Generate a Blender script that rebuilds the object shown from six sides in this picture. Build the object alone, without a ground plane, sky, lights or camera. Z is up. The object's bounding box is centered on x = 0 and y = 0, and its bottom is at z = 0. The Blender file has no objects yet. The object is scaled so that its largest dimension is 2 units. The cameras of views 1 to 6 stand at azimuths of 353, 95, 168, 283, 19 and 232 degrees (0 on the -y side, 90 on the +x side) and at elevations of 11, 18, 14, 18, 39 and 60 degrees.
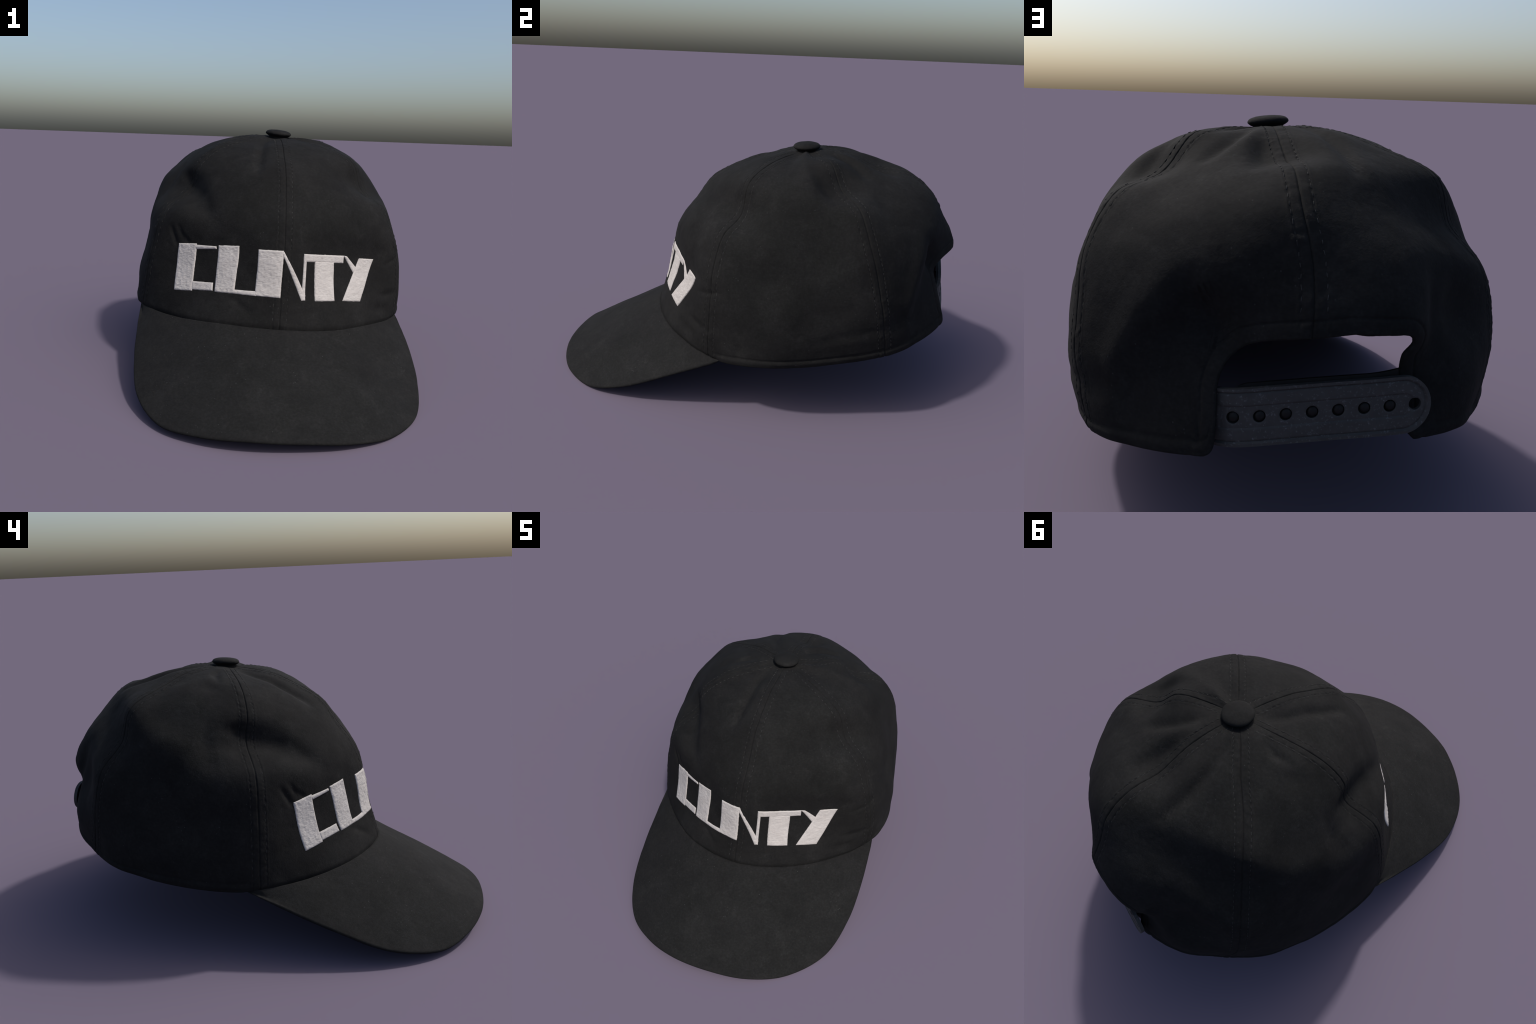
"""Black six-panel snapback cap lying on its brim: fabric crown lofted through
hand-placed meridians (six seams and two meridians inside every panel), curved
brim, covered top button, raised embroidered lettering, and a plastic snap strap
across the arched opening at the back.  Frame: metres, z up, front towards -y."""
import bpy, bmesh, math, random
import numpy as np
from mathutils import Vector, noise

random.seed(7)
TAU = math.tau

# ------------------------------------------------------------------ profiles
# Every meridian runs from below the top button down to the bottom edge.
APEX = (0.038, 0.237, 1.137)
MERIDIANS = {
    "front_seam": [(0.033, 0.117, 1.122), (0.022, -0.004, 1.097), (0.013, -0.119, 1.047), (0.005, -0.231, 0.977), (-0.003, -0.310, 0.862),
        (-0.015, -0.396, 0.744), (-0.021, -0.434, 0.612), (-0.031, -0.459, 0.472), (-0.043, -0.508, 0.321)],
    "front_right_panel_first_third": [(0.079, 0.116, 1.126), (0.114, -0.001, 1.091), (0.145, -0.111, 1.032), (0.169, -0.206, 0.946), (0.192, -0.289, 0.848),
        (0.209, -0.347, 0.731), (0.203, -0.355, 0.593), (0.193, -0.405, 0.451), (0.195, -0.454, 0.299)],
    "front_right_panel_second_third": [(0.120, 0.129, 1.125), (0.199, 0.025, 1.090), (0.269, -0.065, 1.024), (0.316, -0.131, 0.923), (0.380, -0.200, 0.835),
        (0.410, -0.242, 0.714), (0.412, -0.241, 0.573), (0.415, -0.280, 0.431), (0.416, -0.332, 0.290)],
    "right_front_seam": [(0.153, 0.154, 1.118), (0.271, 0.071, 1.087), (0.381, 0.004, 1.024), (0.429, -0.022, 0.890), (0.522, -0.083, 0.814),
        (0.573, -0.115, 0.687), (0.603, -0.123, 0.551), (0.614, -0.129, 0.410), (0.601, -0.130, 0.267)],
    "right_panel_first_third": [(0.183, 0.198, 1.114), (0.324, 0.165, 1.082), (0.448, 0.141, 1.015), (0.537, 0.130, 0.905), (0.607, 0.121, 0.786),
        (0.630, 0.119, 0.647), (0.671, 0.115, 0.519), (0.683, 0.107, 0.393), (0.682, 0.074, 0.279)],
    "right_panel_second_third": [(0.194, 0.241, 1.135), (0.331, 0.267, 1.103), (0.458, 0.290, 1.026), (0.550, 0.318, 0.919), (0.607, 0.340, 0.787),
        (0.651, 0.357, 0.658), (0.665, 0.369, 0.534), (0.672, 0.374, 0.413), (0.659, 0.352, 0.294)],
    "right_rear_seam": [(0.165, 0.282, 1.124), (0.282, 0.358, 1.119), (0.378, 0.416, 1.015), (0.508, 0.495, 0.961), (0.589, 0.548, 0.834),
        (0.609, 0.587, 0.706), (0.624, 0.616, 0.588), (0.616, 0.637, 0.471), (0.592, 0.653, 0.340)],
    "rear_right_panel_first_third": [(0.131, 0.325, 1.134), (0.217, 0.421, 1.113), (0.297, 0.512, 1.052), (0.377, 0.602, 0.983), (0.441, 0.684, 0.893),
        (0.467, 0.740, 0.772), (0.465, 0.759, 0.637), (0.460, 0.783, 0.504), (0.484, 0.804, 0.370)],
    "rear_right_panel_second_third": [(0.089, 0.353, 1.142), (0.140, 0.469, 1.128), (0.184, 0.577, 1.075), (0.226, 0.691, 1.025), (0.263, 0.796, 0.946),
        (0.273, 0.864, 0.824), (0.262, 0.862, 0.682), (0.283, 0.899, 0.542), (0.313, 0.932, 0.402)],
    "back_seam": [(0.044, 0.362, 1.142), (0.051, 0.484, 1.121), (0.053, 0.599, 1.069), (0.060, 0.730, 1.058), (0.065, 0.849, 0.981),
        (0.053, 0.924, 0.855), (0.064, 0.983, 0.722), (0.085, 0.982, 0.577), (0.097, 1.000, 0.424)],
    "rear_left_panel_first_third": [(0.002, 0.354, 1.147), (-0.033, 0.472, 1.135), (-0.064, 0.590, 1.105), (-0.096, 0.711, 1.060), (-0.131, 0.805, 0.957),
        (-0.174, 0.903, 0.851), (-0.183, 0.977, 0.715), (-0.155, 0.945, 0.585), (-0.140, 0.989, 0.430)],
    "rear_left_panel_second_third": [(-0.038, 0.335, 1.147), (-0.112, 0.438, 1.140), (-0.185, 0.538, 1.096), (-0.253, 0.637, 1.034), (-0.302, 0.707, 0.921),
        (-0.358, 0.782, 0.816), (-0.364, 0.811, 0.683), (-0.387, 0.884, 0.554), (-0.350, 0.914, 0.402)],
    "left_rear_seam": [(-0.071, 0.305, 1.145), (-0.176, 0.382, 1.129), (-0.293, 0.458, 1.086), (-0.408, 0.547, 1.025), (-0.454, 0.593, 0.878),
        (-0.532, 0.663, 0.769), (-0.556, 0.695, 0.642), (-0.549, 0.719, 0.501), (-0.495, 0.763, 0.362)],
    "left_panel_first_third": [(-0.101, 0.263, 1.144), (-0.236, 0.299, 1.120), (-0.365, 0.343, 1.066), (-0.472, 0.401, 0.977), (-0.553, 0.447, 0.870),
        (-0.593, 0.451, 0.733), (-0.634, 0.466, 0.594), (-0.653, 0.503, 0.455), (-0.622, 0.566, 0.342)],
    "left_panel_second_third": [(-0.112, 0.217, 1.140), (-0.253, 0.202, 1.116), (-0.370, 0.202, 1.054), (-0.463, 0.218, 0.973), (-0.544, 0.227, 0.874),
        (-0.609, 0.207, 0.751), (-0.629, 0.215, 0.595), (-0.672, 0.226, 0.451), (-0.683, 0.229, 0.317)],
    "left_front_seam": [(-0.100, 0.173, 1.128), (-0.225, 0.110, 1.102), (-0.320, 0.065, 1.057), (-0.391, 0.037, 0.986), (-0.436, 0.033, 0.870),
        (-0.542, -0.023, 0.774), (-0.593, -0.039, 0.620), (-0.624, -0.044, 0.465), (-0.645, -0.045, 0.309)],
    "front_left_panel_first_third": [(-0.059, 0.152, 1.123), (-0.147, 0.066, 1.095), (-0.223, -0.017, 1.054), (-0.287, -0.087, 0.978), (-0.348, -0.139, 0.875),
        (-0.424, -0.189, 0.765), (-0.439, -0.196, 0.617), (-0.462, -0.224, 0.465), (-0.481, -0.278, 0.314)],
    "front_left_panel_second_third": [(-0.013, 0.131, 1.119), (-0.064, 0.023, 1.096), (-0.110, -0.081, 1.047), (-0.150, -0.181, 0.977), (-0.193, -0.259, 0.879),
        (-0.228, -0.314, 0.758), (-0.240, -0.340, 0.615), (-0.266, -0.370, 0.468), (-0.289, -0.439, 0.329)],
}
# Brim: rows of points from the left end, round the front, to the right end.
BRIM_ROWS = {
    "one_third_out": [(-0.648, -0.073, 0.279), (-0.601, -0.234, 0.261), (-0.531, -0.382, 0.236), (-0.439, -0.510, 0.228), (-0.315, -0.602, 0.232),
        (-0.172, -0.656, 0.236), (-0.021, -0.673, 0.230), (0.129, -0.650, 0.217), (0.271, -0.592, 0.207),
        (0.393, -0.498, 0.200), (0.494, -0.381, 0.218), (0.571, -0.244, 0.238), (0.627, -0.101, 0.258)],
    "two_thirds_out": [(-0.654, -0.107, 0.263), (-0.633, -0.296, 0.212), (-0.586, -0.481, 0.157), (-0.494, -0.645, 0.132), (-0.355, -0.757, 0.138),
        (-0.193, -0.820, 0.148), (-0.020, -0.837, 0.141), (0.154, -0.814, 0.127), (0.318, -0.743, 0.116),
        (0.451, -0.613, 0.110), (0.542, -0.455, 0.150), (0.595, -0.286, 0.203), (0.627, -0.110, 0.255)],
    "outer_edge": [(-0.661, -0.142, 0.249), (-0.664, -0.357, 0.163), (-0.640, -0.582, 0.078), (-0.547, -0.783, 0.037), (-0.394, -0.909, 0.045),
        (-0.216, -0.980, 0.057), (-0.018, -0.999, 0.052), (0.176, -0.977, 0.036), (0.357, -0.893, 0.017),
        (0.513, -0.728, 0.021), (0.589, -0.530, 0.081), (0.619, -0.327, 0.169), (0.626, -0.120, 0.254)],
}
BRIM_LEFT_END, BRIM_RIGHT_END = -1.0, 1.06      # in panel units from the front seam

# ------------------------------------------------------------------ helpers
def catmull(t):
    t2, t3 = t * t, t * t * t
    return np.stack([-.5*t + t2 - .5*t3, 1 - 2.5*t2 + 1.5*t3, .5*t + 2*t2 - 1.5*t3, -.5*t2 + .5*t3], -1)


def padded(row):
    """Extends a run of control points by one at each end, straight on."""
    return np.concatenate([2*row[:1] - row[1:2], row, 2*row[-1:] - row[-2:-1]])


_curves = np.array([[APEX] + pts for pts in MERIDIANS.values()])     # (18, 10, 3)
N_CURVES, N_POINTS = _curves.shape[:2]
_crown_net = np.stack([padded(c) for c in _curves])
_rows = [np.array(r) for r in BRIM_ROWS.values()]


def base(a, t):
    """Smooth crown: a in panel units round the head (front seam = 0, 6 = all the way), t from top 0 to edge 1."""
    a, t = np.broadcast_arrays(np.asarray(a, float), np.asarray(t, float))
    x = np.mod(a, 6) / 6 * N_CURVES
    i = np.floor(x).astype(int)
    wa = catmull(x - i)
    y = np.clip(t, 0, 1) * (N_POINTS - 1)
    j = np.minimum(np.floor(y).astype(int), N_POINTS - 2)
    wt = catmull(y - j)
    out = np.zeros(a.shape + (3,))
    for k in range(4):
        for m in range(4):
            out += (wa[..., k] * wt[..., m])[..., None] * _crown_net[(i + k - 1) % N_CURVES, j + m]
    return out


def unit(v):
    return v / np.maximum(np.linalg.norm(v, axis=-1, keepdims=True), 1e-9)


def base_frame(a, t):
    """Point, outward normal, metres per unit a, metres per unit t."""
    h = 2e-3
    a, t = np.broadcast_arrays(np.asarray(a, float), np.asarray(t, float))
    t0, t1 = np.clip(t - h, 0, 1), np.clip(t + h, 0, 1)
    pa = (base(a + h, t) - base(a - h, t)) / (2*h)
    pt = (base(a, t1) - base(a, t0)) / (t1 - t0)[..., None]
    return base(a, t), unit(np.cross(pt, pa)), np.linalg.norm(pa, axis=-1), np.linalg.norm(pt, axis=-1)


def smooth(x, lo, hi):
    x = np.clip((x - lo) / (hi - lo), 0, 1)
    return x * x * (3 - 2*x)


def noise_at(points, scale, seed=0.0):
    off = Vector((seed, seed * 1.7, -seed))
    flat = (points.reshape(-1, 3) * scale).tolist()
    return np.array([noise.noise(Vector(p) + off) for p in flat]).reshape(points.shape[:-1])


# ------------------------------------------------------------------ back opening
# Edge of the arched cut-out, as (a, t): up the right flank, over the top, down the left flank.
OPENING = [(2.590, 1.0), (2.606, .996), (2.618, .986), (2.627, .968), (2.637, .94), (2.648, .88), (2.661, .855), (2.675, .838), (2.690, .823), (2.721, .809), (2.76, .798),
           (2.81, .792), (2.88, .789), (2.94, .788), (3.02, .787), (3.08, .784), (3.13, .781), (3.19, .783),
           (3.25, .785), (3.30, .786), (3.335, .790), (3.358, .799), (3.374, .815), (3.390, .842), (3.404, .88), (3.414, .92), (3.424, .96), (3.440, .985), (3.468, 1.0)]


def opening_columns():
    pts = np.array(OPENING)
    seg = np.hypot(np.diff(pts[:, 0]) * .62, np.diff(pts[:, 1]) * 1.2)
    s = np.concatenate([[0], np.cumsum(seg)])
    q = np.linspace(0, s[-1], 300)
    a, t = np.interp(q, s, pts[:, 0]), np.interp(q, s, pts[:, 1])
    for _ in range(3):                                   # round the corners of the polyline
        a[1:-1] = (a[:-2] + 2*a[1:-1] + a[2:]) / 4
        t[1:-1] = (t[:-2] + 2*t[1:-1] + t[2:]) / 4
    a = np.maximum.accumulate(a) + np.linspace(0, 4e-4, len(a))
    return a, t


def slant(a, t):
    """The flanks of the opening lean: columns near them lean along."""
    right = .090 * np.clip((t - .80) / .20, 0, 1) ** 1.6 * np.exp(-((a - 2.63) / .14) ** 2)
    left = -.036 * smooth(t, .812, .852) * np.exp(-((a - 3.39) / .10) ** 2)
    return a + right + left


def column_plan():
    """(a, t_edge) of every column of the crown, all the way round."""
    oa, ot = opening_columns()
    cols = []
    for p in range(6):
        n = 120
        s = np.arange(n) / n
        a = p + s - .62 * np.sin(TAU * s) / TAU          # denser next to the seams
        cols += [(x, 1.0) for x in a if not oa[0] - .004 < x < oa[-1] + .004]
    cols += list(zip(oa, ot))
    cols += [(float(k), float(np.interp(k, oa, ot)) if oa[0] < k < oa[-1] else 1.0) for k in range(6)]
    cols = sorted(set((round(a, 6), t) for a, t in cols))
    keep = [cols[0]]
    for c in cols[1:]:
        if c[0] - keep[-1][0] > 2e-5:
            keep.append(c)
        elif abs(c[0] - round(c[0])) < 1e-9:
            keep[-1] = c
    return np.array(keep)


# ------------------------------------------------------------------ folds and dents
# Soft valleys (depth < 0) and ridges (> 0) as strokes over the crown: points (a, t), half width, depth in metres.
FOLDS = [
    ([(4.99, 0.518), (5.23, 0.577), (5.42, 0.630), (5.51, 0.669)], 0.058, -0.022),      # crease below the pinched left front seam
    ([(5.49, 0.118), (5.67, 0.262), (5.72, 0.373), (5.74, 0.433)], 0.026, -0.016),      # fold beside the front seam
    ([(5.01, 0.551), (5.33, 0.566), (5.47, 0.640)], 0.026, -0.004),      # fold from the pinch down to the lettering
    ([(5.17, 0.715), (5.21, 0.741), (5.25, 0.770)], 0.013, -0.007),      # puckers over the first letter
    ([(5.25, 0.711), (5.30, 0.747)], 0.012, -0.005),
    ([(5.31, 0.738), (5.36, 0.759)], 0.012, -0.005),
    ([(2.42, 0.316), (2.50, 0.215), (2.51, 0.139)], 0.032, -0.021),      # rear right gather
    ([(3.64, 0.120), (3.55, 0.228), (3.47, 0.323), (3.37, 0.443)], 0.030, -0.020),      # rear left gather
    ([(2.83, 0.222), (2.84, 0.302), (2.82, 0.384)], 0.034, -0.017),      # hollow beside the back seam
    ([(4.57, 0.121), (4.59, 0.169), (4.68, 0.217)], 0.022, -0.011),      # left panel gather
    ([(4.47, 0.256), (4.59, 0.262), (4.70, 0.292)], 0.048, -0.010),
    ([(4.86, 0.488), (4.94, 0.499), (5.00, 0.524)], 0.030, -0.011),      # pinch at the left front seam
    ([(1.75, 0.254), (1.82, 0.328), (1.87, 0.376)], 0.034, -0.013),      # hollow at the right rear seam
    ([(0.67, 0.416), (1.01, 0.408)], 0.036, -0.006),      # slack by the right front seam
    ([(0.83, 0.791), (1.00, 0.762), (1.07, 0.747)], 0.012, -0.006),      # puckers at the right front seam
    ([(0.78, 0.903), (0.98, 0.898)], 0.020, -0.008),
    ([(1.21, 0.906), (1.22, 0.968)], 0.016, -0.005),
    ([(1.62, 0.895), (1.78, 0.879), (1.92, 0.880), (1.99, 0.889)], 0.022, -0.004),      # sag above the right edge
    ([(2.04, 0.883), (2.29, 0.878)], 0.040, -0.010),
    ([(0.13, 0.952), (0.26, 0.940)], 0.020, -0.005),      # slack under the lettering
    ([(0.70, 0.948), (0.84, 0.953)], 0.022, -0.007),
    ([(5.70, 0.912), (5.82, 0.956)], 0.018, -0.005),
    ([(4.06, 0.469), (4.30, 0.489), (4.48, 0.520), (4.60, 0.569)], 0.060, 0.013),      # shoulder of the left panel
    ([(4.77, 0.567), (4.85, 0.596), (4.92, 0.621)], 0.045, 0.008),
    ([(4.72, 0.455), (4.72, 0.526), (4.75, 0.584)], 0.035, -0.008),      # left panel hollow
    ([(2.44, .700), (2.38, .730), (2.31, .770), (2.24, .830), (2.20, .900)], .055, .022),      # bulge at the right rear, with a hollow beside the opening
    ([(2.57, .69), (2.62, .75), (2.68, .80)], .052, -.030),
    ([(3.53, .68), (3.50, .78), (3.47, .86)], .036, -.012),      # tuck at the left of the opening
]
SEAM_BAND, STITCH_AT, STITCH_STEP = .037, .030, .026


def fold_relief(P):
    out = np.zeros(P.shape[:-1])
    for path, width, depth in FOLDS:
        pts = np.array(path)
        n = 14 * (len(pts) - 1) + 1
        k = np.linspace(0, len(pts) - 1, n)
        line = base(np.interp(k, range(len(pts)), pts[:, 0]), np.interp(k, range(len(pts)), pts[:, 1]))
        best = np.full(P.shape[:-1], 9.)
        fade = np.zeros_like(best)
        for q, u in zip(line, np.linspace(0, 1, n)):
            d = ((P - q) ** 2).sum(-1)
            m = d < best
            best = np.where(m, d, best)
            fade = np.where(m, math.sin(math.pi * (.12 + .76 * u)) ** .8, fade)
        out += depth * fade * np.exp(-best / width ** 2)
    return out


def relief(a, t, te, P, across, down):
    """Height of the cloth above the smooth crown."""
    seam = np.round(a)
    d = np.abs(a - seam) * across
    along = t * down
    h = fold_relief(P) * smooth(t, .04, .14)
    top = smooth(t, .03, .12)
    pucker = noise_at(np.stack([along * 60, seam * 9 + np.sign(a - seam) * 3, d * 30], -1), 1.0, 3.1)
    band = 1 - smooth(d, SEAM_BAND - .004, SEAM_BAND + .006)
    h += top * band * (.0014 + .0017 * pucker)
    h -= top * .0038 * np.exp(-(d / .0027) ** 2)
    dimple = .5 + .5 * np.cos(TAU * along / STITCH_STEP)
    h -= .0027 * (.25 + .75 * dimple) * (1 + .8 * pucker) * np.exp(-((d - STITCH_AT) / .0042) ** 2) * top
    # turned bottom edge: a groove with a soft roll below it
    e = np.maximum(te - t, 0) * down
    front = np.abs(np.mod(a + 3, 6) - 3)                  # no roll where the brim is sewn on
    rim = smooth(te, .955, 1.0) * smooth(front, 1.0, 1.12)
    h -= (1 - smooth(front, 1.0, 1.12)) * .006 * np.exp(-(e / .008) ** 2)
    h += rim * (-.0035 * np.exp(-((e - .031) / .0045) ** 2) + .0035 * np.exp(-((e - .014) / .011) ** 2))
    h += .0034 * np.exp(-((t - .615) / .0075) ** 4 - ((a - 2.964) / .029) ** 4)        # bar tack on the back seam
    # slack cloth
    h += .0040 * noise_at(P, 6.5, 1.3) + .0016 * noise_at(P, 17., 5.2) + .0005 * noise_at(P, 60., 8.8)
    return h


def hem_relief(P, edge):
    """Hem round the opening at the back: stitched line parallel to the cut edge."""
    d = np.full(P.shape[:-1], 9.)
    for q in edge:
        d = np.minimum(d, ((P - q) ** 2).sum(-1))
    d = np.sqrt(d)
    return -.0028 * np.exp(-((d - .034) / .004) ** 2) + .0018 * np.exp(-((d - .015) / .013) ** 2)


# ------------------------------------------------------------------ materials
def nodes_of(name):
    mat = bpy.data.materials.new(name)
    mat.use_nodes = True
    nt = mat.node_tree
    return mat, nt, nt.nodes["Principled BSDF"]


def node(nt, kind, **settings):
    n = nt.nodes.new(kind)
    for k, v in settings.items():
        if k in n.inputs:
            n.inputs[k].default_value = v
        else:
            setattr(n, k, v)
    return n


def ramp(nt, fac, stops):
    r = nt.nodes.new("ShaderNodeValToRGB")
    while len(r.color_ramp.elements) < len(stops):
        r.color_ramp.elements.new(.5)
    for e, (pos, col) in zip(r.color_ramp.elements, stops):
        e.position, e.color = pos, (*col, 1)
    nt.links.new(fac, r.inputs["Fac"])
    return r.outputs["Color"]


def mix(nt, fac, a, b, blend="MIX"):
    m = nt.nodes.new("ShaderNodeMix")
    m.data_type, m.blend_type = "RGBA", blend
    for sock, v in ((m.inputs["Factor"], fac), (m.inputs[6], a), (m.inputs[7], b)):
        if hasattr(v, "is_output"):
            nt.links.new(v, sock)
        else:
            sock.default_value = v if isinstance(v, float) else (*v, 1)
    return m.outputs[2]


def fabric(name, dark, light, lint=.5, weave=.25):
    """Washed black twill: cloudy fading, fine weave, sparse lint."""
    mat, nt, bsdf = nodes_of(name)
    co = nt.nodes.new("ShaderNodeTexCoord").outputs["Object"]
    cloud = node(nt, "ShaderNodeTexNoise", Scale=5.0, Detail=6.0, Roughness=.62)
    grain = node(nt, "ShaderNodeTexNoise", Scale=95.0, Detail=4.0, Roughness=.7)
    speck = node(nt, "ShaderNodeTexVoronoi", Scale=46.0)
    where = node(nt, "ShaderNodeTexNoise", Scale=9.0, Detail=2.0)
    for n in (cloud, grain, speck, where):
        nt.links.new(co, n.inputs["Vector"])
    col = ramp(nt, cloud.outputs["Fac"], [(.30, dark), (.72, light)])
    scuff = node(nt, "ShaderNodeTexNoise", Scale=13.0, Detail=7.0, Roughness=.72, Distortion=.6)
    twill = node(nt, "ShaderNodeTexNoise", Scale=70.0, Detail=3.0, Roughness=.6)
    threads = node(nt, "ShaderNodeMapping", Scale=(1.0, 1.0, 4.5))
    nt.links.new(co, threads.inputs["Vector"])
    nt.links.new(threads.outputs["Vector"], twill.inputs["Vector"])
    nt.links.new(co, scuff.inputs["Vector"])
    worn = ramp(nt, scuff.outputs["Fac"], [(.38, (.86, .86, .87)), (.56, (1, 1, 1)), (.74, (1.45, 1.45, 1.45))])
    col = mix(nt, 1.0, col, worn, "MULTIPLY")
    rib = ramp(nt, twill.outputs["Fac"], [(.32, (.88, .88, .88)), (.68, (1.12, 1.12, 1.12))])
    col = mix(nt, 1.0, col, rib, "MULTIPLY")
    fleck = ramp(nt, grain.outputs["Fac"], [(.42, (.80, .80, .80)), (.70, (1.22, 1.22, 1.22))])
    col = mix(nt, 1.0, col, fleck, "MULTIPLY")
    dot = ramp(nt, speck.outputs["Distance"], [(.05, (1, 1, 1)), (.13, (0, 0, 0))])
    area = ramp(nt, where.outputs["Fac"], [(.50, (0, 0, 0)), (.68, (lint, lint, lint))])
    gate = mix(nt, 1.0, dot, area, "MULTIPLY")
    col = mix(nt, gate, col, (.055, .055, .056))
    nt.links.new(col, bsdf.inputs["Base Color"])
    bsdf.inputs["Roughness"].default_value = .9
    bsdf.inputs["Specular IOR Level"].default_value = 0.12
    fine = node(nt, "ShaderNodeTexNoise", Scale=170.0, Detail=3.0, Roughness=.65)
    nt.links.new(co, fine.inputs["Vector"])
    bump = node(nt, "ShaderNodeBump", Strength=weave, Distance=.004)
    nt.links.new(fine.outputs["Fac"], bump.inputs["Height"])
    nt.links.new(bump.outputs["Normal"], bsdf.inputs["Normal"])
    return mat


def thread_white():
    mat, nt, bsdf = nodes_of("white_embroidery_thread")
    co = nt.nodes.new("ShaderNodeTexCoord").outputs["Object"]
    cloud = node(nt, "ShaderNodeTexNoise", Scale=16.0, Detail=5.0, Roughness=.65)
    strand = node(nt, "ShaderNodeTexNoise", Scale=60.0, Detail=4.0, Roughness=.6)
    stretch = node(nt, "ShaderNodeMapping", Scale=(1.0, 1.0, 4.0))
    nt.links.new(co, stretch.inputs["Vector"])
    nt.links.new(co, cloud.inputs["Vector"])
    nt.links.new(stretch.outputs["Vector"], strand.inputs["Vector"])
    col = ramp(nt, cloud.outputs["Fac"], [(.3, (0.375, 0.354, 0.34)), (.7, (0.435, 0.414, 0.4))])
    shade = ramp(nt, strand.outputs["Fac"], [(.3, (.92, .92, .92)), (.65, (1.03, 1.03, 1.03))])
    nt.links.new(mix(nt, 1.0, col, shade, "MULTIPLY"), bsdf.inputs["Base Color"])
    bsdf.inputs["Roughness"].default_value = .8
    bsdf.inputs["Specular IOR Level"].default_value = .25
    bump = node(nt, "ShaderNodeBump", Strength=.5, Distance=.005)
    nt.links.new(strand.outputs["Fac"], bump.inputs["Height"])
    nt.links.new(bump.outputs["Normal"], bsdf.inputs["Normal"])
    return mat


def plastic(name, dark, light, rough, gloss=.45):
    """Scuffed blue-grey plastic with pale dust specks."""
    mat, nt, bsdf = nodes_of(name)
    dust_most = .6 if gloss > .3 else .05
    co = nt.nodes.new("ShaderNodeTexCoord").outputs["Object"]
    cloud = node(nt, "ShaderNodeTexNoise", Scale=26.0, Detail=6.0, Roughness=.7)
    dust = node(nt, "ShaderNodeTexNoise", Scale=120.0, Detail=3.0, Roughness=.7)
    for n in (cloud, dust):
        nt.links.new(co, n.inputs["Vector"])
    col = ramp(nt, cloud.outputs["Fac"], [(.3, dark), (.7, light)])
    gate = ramp(nt, dust.outputs["Fac"], [(.57, (0, 0, 0)), (.72, (dust_most, dust_most, dust_most))])
    nt.links.new(mix(nt, gate, col, (.11, .112, .125)), bsdf.inputs["Base Color"])
    bsdf.inputs["Roughness"].default_value = rough
    bsdf.inputs["Specular IOR Level"].default_value = gloss
    bump = node(nt, "ShaderNodeBump", Strength=.2, Distance=.002)
    nt.links.new(dust.outputs["Fac"], bump.inputs["Height"])
    nt.links.new(bump.outputs["Normal"], bsdf.inputs["Normal"])
    return mat


# ------------------------------------------------------------------ mesh making
def mesh_from(name, verts, faces, mat, smooth_angle=None):
    me = bpy.data.meshes.new(name)
    me.from_pydata([tuple(v) for v in np.asarray(verts).tolist()], [], [tuple(f) for f in faces])
    me.validate()
    me.polygons.foreach_set("use_smooth", [True] * len(me.polygons))
    if smooth_angle:
        me.set_sharp_from_angle(angle=math.radians(smooth_angle))
    me.materials.append(mat)
    return me


def add(name, me, parent, kind=None):
    ob = bpy.data.objects.new(name, me)
    bpy.context.scene.collection.objects.link(ob)
    ob.parent = parent
    if kind:
        ob["kind"] = kind
    return ob


def grid_faces(nc, nr, flip=False):
    c, r = np.meshgrid(np.arange(nc - 1), np.arange(nr - 1), indexing="ij")
    q = np.stack([c*nr + r, c*nr + r + 1, (c+1)*nr + r + 1, (c+1)*nr + r], -1).reshape(-1, 4)
    return q[:, ::-1] if flip else q


# ------------------------------------------------------------------ build
cap = bpy.data.objects.new("baseball_cap", None)
bpy.context.scene.collection.objects.link(cap)
cap["label"] = "black six-panel snapback cap with white block lettering"
cap["category"] = "baseball cap"

cloth = fabric("washed_black_twill", (0.007, 0.007, 0.007), (0.0128, 0.0128, 0.0127))
brim_cloth = fabric("black_brim_twill", (0.0092, 0.0092, 0.0092), (0.0135, 0.0135, 0.0135), lint=.7, weave=.22)
button_cloth = fabric("button_twill", (0.007, 0.007, 0.007), (0.0128, 0.0128, 0.0127), lint=.1)
lining = fabric("dark_lining", (.010, .010, .011), (.014, .014, .015), lint=0.0)
thread = fabric("black_thread", (.024, .024, .024), (.040, .040, .040), lint=0.0)
white = thread_white()
strap_plastic = plastic("blue_grey_plastic", (.0180, .0178, .0182), (.030, .0298, .0305), .68)
peg_plastic = plastic("dark_plastic", (.0022, .0022, .0026), (.0042, .0042, .005), .6, .22)

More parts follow.
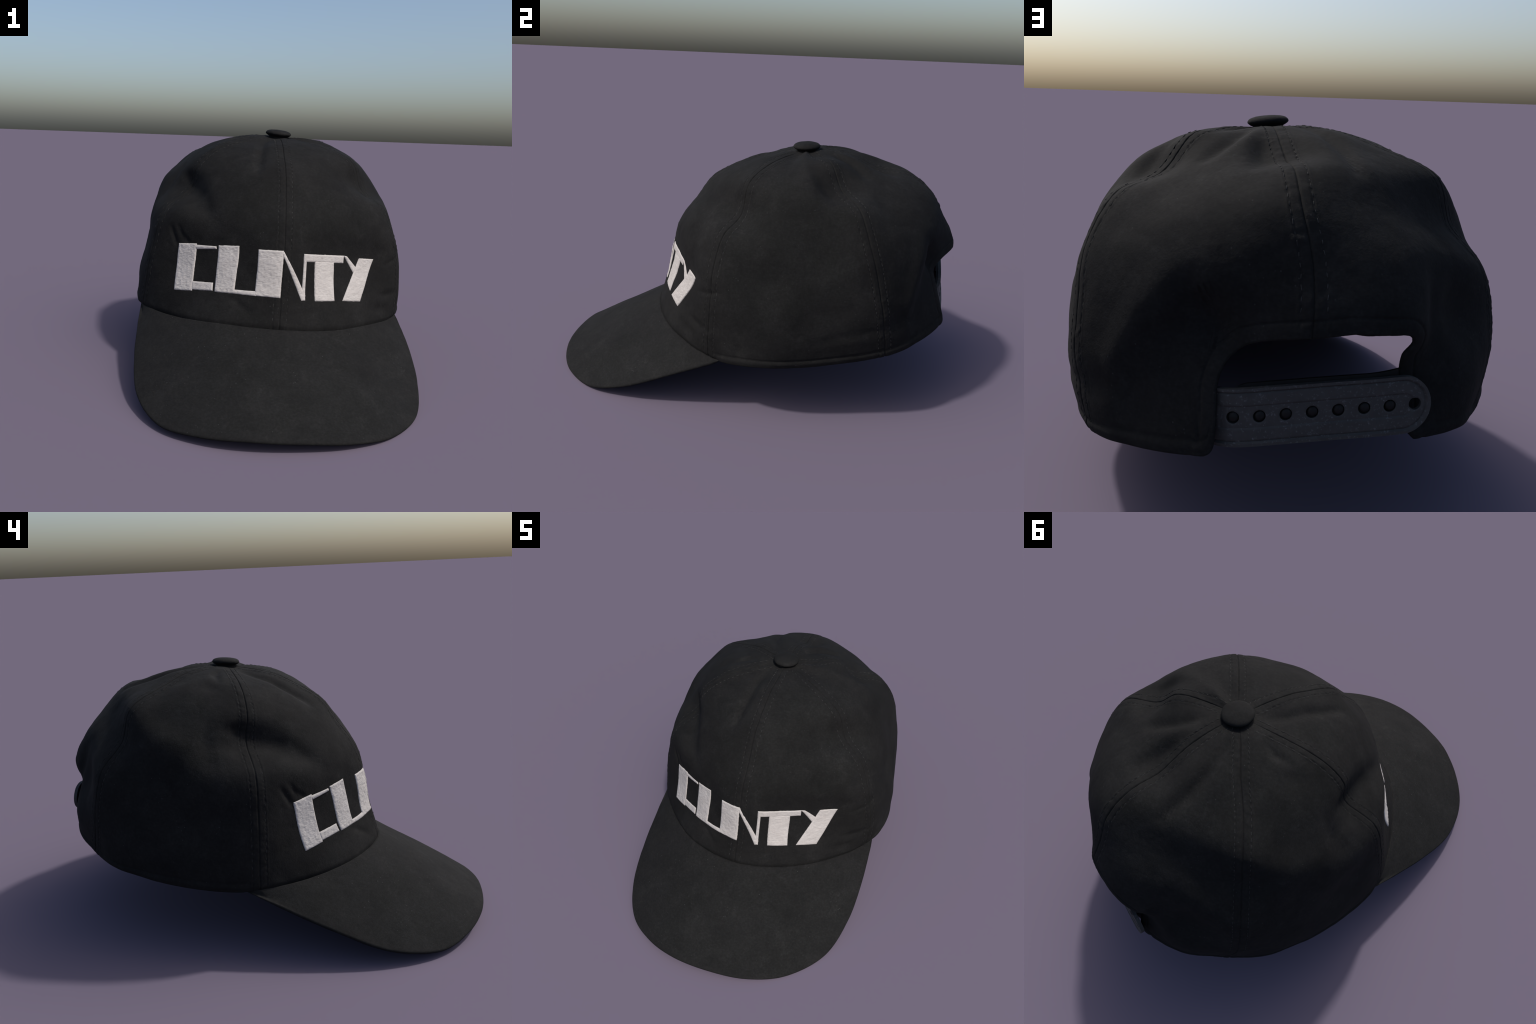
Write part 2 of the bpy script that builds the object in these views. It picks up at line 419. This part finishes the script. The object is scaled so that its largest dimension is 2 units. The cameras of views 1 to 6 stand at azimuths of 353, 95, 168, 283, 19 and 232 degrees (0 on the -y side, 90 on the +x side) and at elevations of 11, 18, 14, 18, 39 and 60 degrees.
# ---- crown: one continuous shell, then cut into its six panels along the seams
CLOTH = .013
plan = column_plan()
oa, ot = opening_columns()
OUT = np.linspace(0, 1, 200) ** .97
col_a, col_te = plan[:, 0], plan[:, 1]
SPLIT = .70                                               # rows are level down to here, then fitted to the edge
T = np.where(OUT[None] < SPLIT, OUT[None], SPLIT + (OUT[None] - SPLIT) * (col_te[:, None] - SPLIT) / (1 - SPLIT))
T = np.maximum(.012, T)
A = slant(col_a[:, None], T)
P, N, across, down = base_frame(A, T)
edge_line = base(slant(oa, ot), ot)[::3]
H = relief(A, T, np.broadcast_to(col_te[:, None], T.shape), P, across, down * np.ones_like(T))
near = (col_a > 2.2) & (col_a < 3.9)
H[near] += hem_relief(P[near], edge_line)
flat_P, P = P, P + N * H[..., None]
E, NE = P[:, -1], N[:, -1]
TE = unit(np.roll(E, -1, 0) - np.roll(E, 1, 0))
DE = unit(np.cross(NE, TE))
DE *= np.sign(((E - P[:, -4]) * DE).sum(-1, keepdims=True))
lip = [E - NE*CLOTH/2 + (NE*math.cos(q) + DE*math.sin(q)) * CLOTH/2 for q in np.radians([30, 60, 90, 120, 150])]
inner_rows = np.linspace(199, 0, 60).astype(int)
IN = P[:, inner_rows] - N[:, inner_rows] * CLOTH
shell = np.concatenate([P, np.stack(lip, 1), IN], 1)
nc, nr = shell.shape[:2]
ring = np.concatenate([shell, shell[:1]], 0)
faces = grid_faces(nc, nr)
last = grid_faces(2, nr)
last = np.where(last >= nr, last - nr, last + (nc - 1) * nr)
wrap = np.concatenate([P[-2:], P, P[:2]], 0)
g_col, g_row = np.gradient(wrap, axis=0)[2:-2], np.gradient(P, axis=1)
VN = unit(np.cross(g_row, g_col))
VN *= np.sign((VN * N).sum(-1, keepdims=True))
# the columns crowd together along the flanks of the opening: measure the slope there on the surface itself
tight = np.where((np.abs(col_a - 2.64) < .085) | (np.abs(col_a - 3.40) < .075))[0]


def finished(a, t):
    p, n, ac, dn = base_frame(a, t)
    hh = relief(a, t, np.broadcast_to(col_te[tight][:, None], t.shape), p, ac, dn) + hem_relief(p, edge_line)
    return p + n * hh[..., None]


ta, tt, da, dt = A[tight], T[tight], .0025, .0015
slope_a = finished(ta + da, tt) - finished(ta - da, tt)
slope_t = finished(ta, np.minimum(tt + dt, 1)) - finished(ta, tt - dt)
vt = unit(np.cross(slope_t, slope_a))
VN[tight] = vt * np.sign((vt * N[tight]).sum(-1, keepdims=True))
lip_n = [VN[:, -1] * math.cos(q) + DE * math.sin(q) for q in np.radians([30, 60, 90, 120, 150])]
vn = np.concatenate([VN, np.stack(lip_n, 1), -VN[:, inner_rows]], 1)
flip = bool((np.cross(g_row, g_col) * N).sum() < 0)
bounds = [int(np.argmin(np.abs(col_a - k))) for k in range(6)] + [nc]
for k in range(6):
    idx = np.arange(bounds[k], bounds[k+1] + 1) % nc
    me = mesh_from("crown_panel", shell[idx].reshape(-1, 3), grid_faces(len(idx), nr, flip).tolist(), cloth)
    me.normals_split_custom_set_from_vertices(vn[idx].reshape(-1, 3).tolist())
    add("crown_panel", me, cap)


def cloth_surface(a, t, te=1.0):
    """Point and normal on the finished (folded) crown."""
    p, n, ac, dn = base_frame(a, t)
    return p + n * relief(np.asarray(a, float), np.asarray(t, float), np.full(np.shape(t), te), p, ac, dn)[..., None], n


# ---- twin rows of stitches along every seam
for k in range(6):
    verts, fcs = [], []
    t_end = .985 if k != 3 else float(np.interp(3.0, oa, ot)) - .03
    length = float(base_frame(float(k), .5)[3])
    count = int(t_end * length / STITCH_STEP)
    for side in (-1, 1):
        ts = (np.arange(3, count) + .5) * STITCH_STEP / length
        ts = ts[ts < t_end]
        if k == 0:                                       # the lettering covers part of the front seam
            ts = ts[(ts < (.71 if side < 0 else .74)) | (ts > (.91 if side < 0 else .84))]
        ac = base_frame(np.full_like(ts, k), ts)[2]
        aa = k + side * np.minimum(STITCH_AT / np.maximum(ac, .05), .45)
        p, n = cloth_surface(aa, ts)
        q, _ = cloth_surface(aa, np.minimum(ts + .004, 1))
        dirs = unit(q - p)
        for c, nn, dd in zip(p, n, dirs):
            ss = np.cross(nn, dd)
            L, R = .0072 * random.uniform(.7, 1.1), .0013
            dd = dd + ss * random.uniform(-.15, .15)
            b = len(verts)
            for u, w in ((-1, .35), (-.6, 1), (.6, 1), (1, .35)):
                for v in range(6):
                    ang = TAU * v / 6
                    verts.append(c + nn * .0006 + dd*L*u + (nn * math.cos(ang) * .7 + ss * math.sin(ang)) * R * w)
            for i in range(3):
                for v in range(6):
                    fcs.append((b + i*6 + v, b + i*6 + (v+1) % 6, b + i*6 + 6 + (v+1) % 6, b + i*6 + 6 + v))
            fcs.append(tuple(b + v for v in range(5, -1, -1)))
            fcs.append(tuple(b + 18 + v for v in range(6)))
    add("stitching", mesh_from("stitching", verts, fcs, thread), cap, "stuff")

# ---- sweatband inside the bottom edge
sa = np.linspace(3.60, 8.38, 250)
st = np.linspace(.84, .985, 12)
SA, ST = np.meshgrid(sa, st, indexing="ij")
p, n, _, _ = base_frame(SA, ST)
inner = np.concatenate([p - n * .020, (p - n * .032)[:, ::-1]], 1)
inner = np.concatenate([inner, inner[:, :1]], 1)
add("sweatband", mesh_from("sweatband", inner.reshape(-1, 3), grid_faces(len(sa), inner.shape[1], flip).tolist(), lining, 50), cap)

# ---- brim
NU, NW = len(_rows[0]), len(_rows) + 1
ends = np.linspace(BRIM_LEFT_END, BRIM_RIGHT_END, NU)
_brim_net = np.stack([base(ends, np.ones(NU))] + _rows, 1)           # (across, out, 3)
_brim_net = np.stack([padded(r) for r in np.swapaxes(_brim_net, 0, 1)], 1)
_brim_net = np.stack([padded(r) for r in _brim_net], 0)


def brim(u, w):
    x, y = u * (NU - 1), w * (NW - 1)
    i = np.minimum(np.floor(x).astype(int), NU - 2)
    j = np.minimum(np.floor(y).astype(int), NW - 2)
    wa, wt = catmull(x - i), catmull(y - j)
    out = np.zeros(u.shape + (3,))
    for k in range(4):
        for m in range(4):
            out += (wa[..., k] * wt[..., m])[..., None] * _brim_net[i + k, j + m]
    return out


BRIM_THICK = 0.0165
bu, bw = np.linspace(0, 1, 241), np.linspace(0, 1, 90)
U, W = np.meshgrid(bu, bw, indexing="ij")
top = brim(U, W)
du, dw = np.gradient(top, axis=0), np.gradient(top, axis=1)
bn = unit(np.cross(dw, du))
bn *= np.sign(bn[120, 45, 2])
bn[:8], bn[-8:] = bn[8:9], bn[-9:-8]
top = top + bn * (.0016 * noise_at(top, 9., 2.2) + .0007 * noise_at(top, 30., 4.4))[..., None]
tuck = (top[:, 0] - base_frame(np.interp(bu, np.linspace(0, 1, NU), ends), np.ones(len(bu)))[1] * .028 - (0, 0, .006))[:, None]   # runs in under the crown
top = np.concatenate([tuck, top], 1)
bn = np.concatenate([bn[:, :1], bn], 1)
out_dir = np.cross(np.gradient(top[:, -1], axis=0), bn[:, -1])
out_dir[:4], out_dir[-4:] = out_dir[4], out_dir[-5]
out_dir = unit(out_dir)
out_dir *= np.sign(out_dir[120] @ (top[120, -1] - top[120, -5]))
r = BRIM_THICK / 2
round_edge = [top[:, -1] - bn[:, -1]*r + (bn[:, -1]*math.cos(q) + out_dir*math.sin(q))*r for q in np.radians([25, 50, 75, 105, 130, 155])]
under = (top - bn * BRIM_THICK)[:, ::-1]
brim_grid = np.concatenate([top, np.stack(round_edge, 1), under], 1)
for tip, a_tip, at in ((0, BRIM_LEFT_END - .09, 0), (-1, BRIM_RIGHT_END + .05, len(bu))):      # both ends taper away under the edge roll
    p_tip, n_tip, _, _ = base_frame(a_tip, 1.0)
    tail = (p_tip - n_tip * .014 + (0, 0, .004)) + (brim_grid[tip] - brim_grid[tip].mean(0)) * .12
    brim_grid = np.insert(brim_grid, at if tip == 0 else len(brim_grid), tail, axis=0)
brim_grid[..., 2] = np.maximum(brim_grid[..., 2], 0.0)
side_cap = [list(range(brim_grid.shape[1])), [(len(brim_grid)-1) * brim_grid.shape[1] + v for v in range(brim_grid.shape[1])][::-1]]
add("brim", mesh_from("brim", brim_grid.reshape(-1, 3), grid_faces(*brim_grid.shape[:2], flip).tolist(), brim_cloth), cap)

# ---- covered button on top
profile = [(0, .0178), (.012, .0177), (.026, .0169), (.040, .0150), (.051, .0122), (.058, .0093), (.0625, .0060), (.0655, .0020), (.0664, -.0015),
           (.0657, -.0048), (.0620, -.0085), (.0560, -.0125), (.0490, -.0160), (.0470, -.0200), (.0470, -.0480)]
verts, fcs, seg = [], [], 64
for rr, zz in profile:
    for v in range(seg):
        ang = TAU * v / seg
        wob = 1 + .012 * math.sin(2*ang + .6) + .008 * math.sin(5*ang)
        p = Vector((rr * wob * math.cos(ang), rr * wob * math.sin(ang), zz))
        p.z += .0008 * noise.noise(p * 55) + .0006 * noise.noise(p * 120)
        verts.append(tuple(p))
for i in range(len(profile) - 1):
    for v in range(seg):
        fcs.append((i*seg + v, (i+1)*seg + v, (i+1)*seg + (v+1) % seg, i*seg + (v+1) % seg))
button = add("top_button", mesh_from("top_button", verts, fcs, button_cloth), cap)
button.location = (.0383, .2370, 1.1576)
button.rotation_euler = (math.radians(3.0), math.radians(4.7), 0)

# ---- embroidered lettering: every stroke is a padded satin-stitch bar, corners given as (a, t)
PAD = .0052
STROKES = [
    (((-0.734, 0.765), (-0.588, 0.756), (-0.572, 0.910), (-0.711, 0.918)), PAD),
    (((-0.593, 0.761), (-0.444, 0.756), (-0.442, 0.764), (-0.592, 0.774)), .0050),
    (((-0.576, 0.880), (-0.427, 0.875), (-0.422, 0.900), (-0.574, 0.906)), PAD),
    (((-0.429, 0.752), (-0.291, 0.745), (-0.276, 0.901), (-0.404, 0.902)), PAD),
    (((-0.281, 0.889), (-0.148, 0.889), (-0.148, 0.903), (-0.284, 0.901)), .0050),
    (((-0.164, 0.749), (-0.005, 0.745), (-0.005, 0.905), (-0.154, 0.902)), PAD),
    (((-0.013, 0.755), (0.000, 0.749), (0.163, 0.894), (0.137, 0.909)), .0050),
    (((0.137, 0.776), (0.155, 0.776), (0.161, 0.908), (0.141, 0.909)), .0050),
    (((0.136, 0.753), (0.444, 0.757), (0.442, 0.783), (0.136, 0.779)), PAD),
    (((0.217, 0.777), (0.365, 0.780), (0.378, 0.909), (0.233, 0.909)), PAD),
    (((0.444, 0.757), (0.471, 0.759), (0.560, 0.801), (0.537, 0.819)), .0050),
    (((0.587, 0.767), (0.722, 0.770), (0.585, 0.917), (0.441, 0.910)), PAD),
]
lettering = bpy.data.objects.new("lettering", None)
bpy.context.scene.collection.objects.link(lettering)
lettering.parent = cap

for corners, pad in STROKES:
    tl, tr, br, bl = (np.array(c) for c in corners)
    width = np.linalg.norm(base(*((tl + bl) / 2)) - base(*((tr + br) / 2)))
    height = np.linalg.norm(base(*((tl + tr) / 2)) - base(*((bl + br) / 2)))
    grow_x, grow_y = .0014 / width, .0014 / height           # thread spreads a little past its outline
    tl, tr, br, bl = (tl + (tl-tr)*grow_x + (tl-bl)*grow_y, tr + (tr-tl)*grow_x + (tr-br)*grow_y,
                      br + (br-bl)*grow_x + (br-tr)*grow_y, bl + (bl-br)*grow_x + (bl-tl)*grow_y)
    width, height = width + .0028, height + .0028
    nx, ny = max(12, int(width / .0028)), max(10, int(height / .0028))
    x = .5 - .5 * np.cos(np.linspace(0, math.pi, nx + 1))
    y = .5 - .5 * np.cos(np.linspace(0, math.pi, ny + 1))
    x, y = .6*x + .4*np.linspace(0, 1, nx + 1), .6*y + .4*np.linspace(0, 1, ny + 1)
    X, Y = np.meshgrid(x, y, indexing="ij")
    at = ((1-X)*(1-Y))[..., None]*tl + (X*(1-Y))[..., None]*tr + (X*Y)[..., None]*br + ((1-X)*Y)[..., None]*bl
    p, n, ac, dn = base_frame(at[..., 0], at[..., 1])
    cloth_h = fold_relief(p) + .0040 * noise_at(p, 6.5, 1.3) + .0016 * noise_at(p, 17., 5.2) + .0005
    d = np.minimum(np.minimum(X, 1-X) * width, np.minimum(Y, 1-Y) * height)
    ragged = 1 + .25 * noise_at(p, 90., 6.1)
    puff = pad * np.sqrt(np.clip(1 - (1 - np.clip(d / (.0090 * ragged), 0, 1)) ** 2, 0, 1))
    lumps = .0011 * noise_at(p, 70., 7.7) + .0009 * noise_at(p, 150., 3.3) + .0007 * noise_at(p * np.array([1, 1, .35]), 120., 2.9)
    lumps *= np.clip(d / .006, 0, 1)
    wander = .0018 * noise_at(p, 110., 9.4) * (d < 1e-6)
    h = cloth_h - .0015 + puff + lumps
    ring_out = unit(p - p.mean((0, 1)))
    q = p + n * h[..., None] + ring_out * wander[..., None]
    me = mesh_from("letter_stroke", q.reshape(-1, 3), grid_faces(nx + 1, ny + 1, not flip).tolist(), white)
    low = np.concatenate([q, (p - n * .006)], 0)
    add("letter_stroke", me, lettering)

# ---- snap strap across the opening
STRAP_X = np.array([-.30, -.245, -.20, -.10, 0, .10, .20, .25, .27, .29, .31, .36])
STRAP_Y = np.array([.978, .984, .983, .975, .962, .948, .931, .915, .900, .880, .858, .800])
HOLE_STEP, HOLE_R, FIRST_HOLE = .0627, .0150, .236


def strap_point(x, h, lift, up=0.0):
    """x across the back, h height from the strap's middle line, lift outwards."""
    k = 2e-3
    def yc(v):
        return (np.interp(v - .02, STRAP_X, STRAP_Y) + np.interp(v, STRAP_X, STRAP_Y) + np.interp(v + .02, STRAP_X, STRAP_Y)) / 3
    slope = (yc(x + k) - yc(x - k)) / (2*k)
    zc = .5225 - .0690 * np.clip(x + .22, 0, None) - .09 * np.clip(x + .05, 0, None) ** 2 + up
    z = zc + h
    y = yc(x) - .13 * h
    n = unit(np.stack([-slope, np.ones_like(x), .13 * np.ones_like(x)], -1))
    return np.stack([x, y, z], -1) + n * lift[..., None]


def strap_mesh(name, x_tip, x_end, half, holes, thick, relief_on, mat, inward=0.0, up=0.0):
    """Flat strap with one rounded tip (at x_tip), drilled and then bent round the head."""
    sgn = 1 if x_end > x_tip else -1
    length = abs(x_end - x_tip)
    s = np.unique(np.concatenate([half * (1 - np.cos(np.linspace(0, math.pi/2, 26))), np.arange(half, length, .0026), [length]]))
    v = np.linspace(-1, 1, 61)
    S, V = np.meshgrid(s, v, indexing="ij")
    hh = np.where(S < half, np.sqrt(np.maximum(half**2 - (half - S)**2, 1e-9)), half)
    flat = np.stack([S, V * hh], -1).reshape(-1, 2)
    quads = grid_faces(len(s), 61)
    centre = flat[quads].mean(1)
    keep = np.ones(len(quads), bool)
    for hs in holes:
        keep &= np.hypot(centre[:, 0] - hs, centre[:, 1]) > HOLE_R
    cut = quads[~keep]
    quads = quads[keep]
    rim_ids = set(cut.ravel().tolist()) & set(quads.ravel().tolist())
    for i in rim_ids:                                    # pull the ragged cut onto the circle
        hs = min(holes, key=lambda q: abs(q - flat[i, 0]))
        d = flat[i] - (hs, 0)
        flat[i] = np.array((hs, 0)) + d / np.linalg.norm(d) * HOLE_R
    S, Hh = flat[:, 0], flat[:, 1]
    border = np.where(S < half, half - np.hypot(half - S, Hh), half - np.abs(Hh))
    lift = np.zeros(len(S))
    if relief_on:
        lift += .0030 * (1 - smooth(border, .0075, .0105)) - .0022 * np.exp(-((border - .0125) / .0016) ** 2)
        inset = .0275 - np.where(S < half + .004, np.hypot(np.maximum(half - .004 - S, 0) * 1.0, Hh), np.abs(Hh))
        inset = np.minimum(inset, (max(holes) + .030) - S)
        lift -= .0024 * smooth(inset, -.0012, .0022) + .0010 * np.exp(-(inset / .0018) ** 2)
        for hs in holes:
            rr = np.hypot(S - hs, Hh)
            lift += .0005 * np.exp(-((rr - .0185) / .0022) ** 2) - .0012 * np.exp(-((rr - HOLE_R) / .0016) ** 2)
    x = x_tip + sgn * S
    inward = inward + (2.6 * np.maximum(0, -.08 - x) ** 2 if inward else 0)     # the peg half slips inside the left flap
    front = strap_point(x, Hh, lift - inward, up)
    back = strap_point(x, Hh, np.full(len(S), -thick) - inward, up)
    n = len(front)
    fcs = quads.tolist()
    count = {}
    for f in fcs:
        for i in range(4):
            e = (f[i], f[(i+1) % 4])
            count[e] = count.get(e, 0) + 1
    side = [(e[1], e[0], e[0] + n, e[1] + n) for e in count if (e[1], e[0]) not in count]
    fcs = fcs + [[i + n for i in reversed(f)] for f in quads.tolist()] + side
    me = mesh_from(name, np.concatenate([front, back]), fcs, mat, 38)
    bm = bmesh.new()
    bm.from_mesh(me)
    bmesh.ops.dissolve_degenerate(bm, edges=bm.edges, dist=1e-6)
    bmesh.ops.recalc_face_normals(bm, faces=bm.faces)
    bm.to_mesh(me)
    bm.free()
    me.set_sharp_from_angle(angle=math.radians(38))
    return me


TIP = -.2425
hole_s = [FIRST_HOLE - HOLE_STEP * k - TIP for k in range(8)]
strap = add("snap_strap", strap_mesh("snap_strap", TIP, .325, .0715, hole_s, .012, True, strap_plastic), cap)
peg_strap = add("peg_strap", strap_mesh("peg_strap", .268, -.275, .0715, [], .008, False, peg_plastic, .0150, .0085), cap)
for k in range(7):
    x = FIRST_HOLE - HOLE_STEP * k - .0012
    verts, fcs, seg = [], [], 24
    rings = [(.0134, -.030), (.0134, -.0125), (.0130, -.0075), (.0114, -.0032), (.0080, -.0004), (.0036, .0007)]
    for rr, zz in rings:
        for v in range(seg):
            ang = TAU * v / seg
            verts.append(strap_point(np.array([x + rr * math.cos(ang)]), np.array([.0012 + rr * math.sin(ang)]), np.array([zz]))[0])
    for i in range(len(rings) - 1):
        for v in range(seg):
            fcs.append((i*seg + v, i*seg + (v+1) % seg, (i+1)*seg + (v+1) % seg, (i+1)*seg + v))
    fcs.append(tuple((len(rings)-1)*seg + v for v in range(seg)))
    me = mesh_from("snap_peg", verts, fcs, peg_plastic)
    bm = bmesh.new(); bm.from_mesh(me); bmesh.ops.recalc_face_normals(bm, faces=bm.faces); bm.to_mesh(me); bm.free()
    add("snap_peg", me, peg_strap)
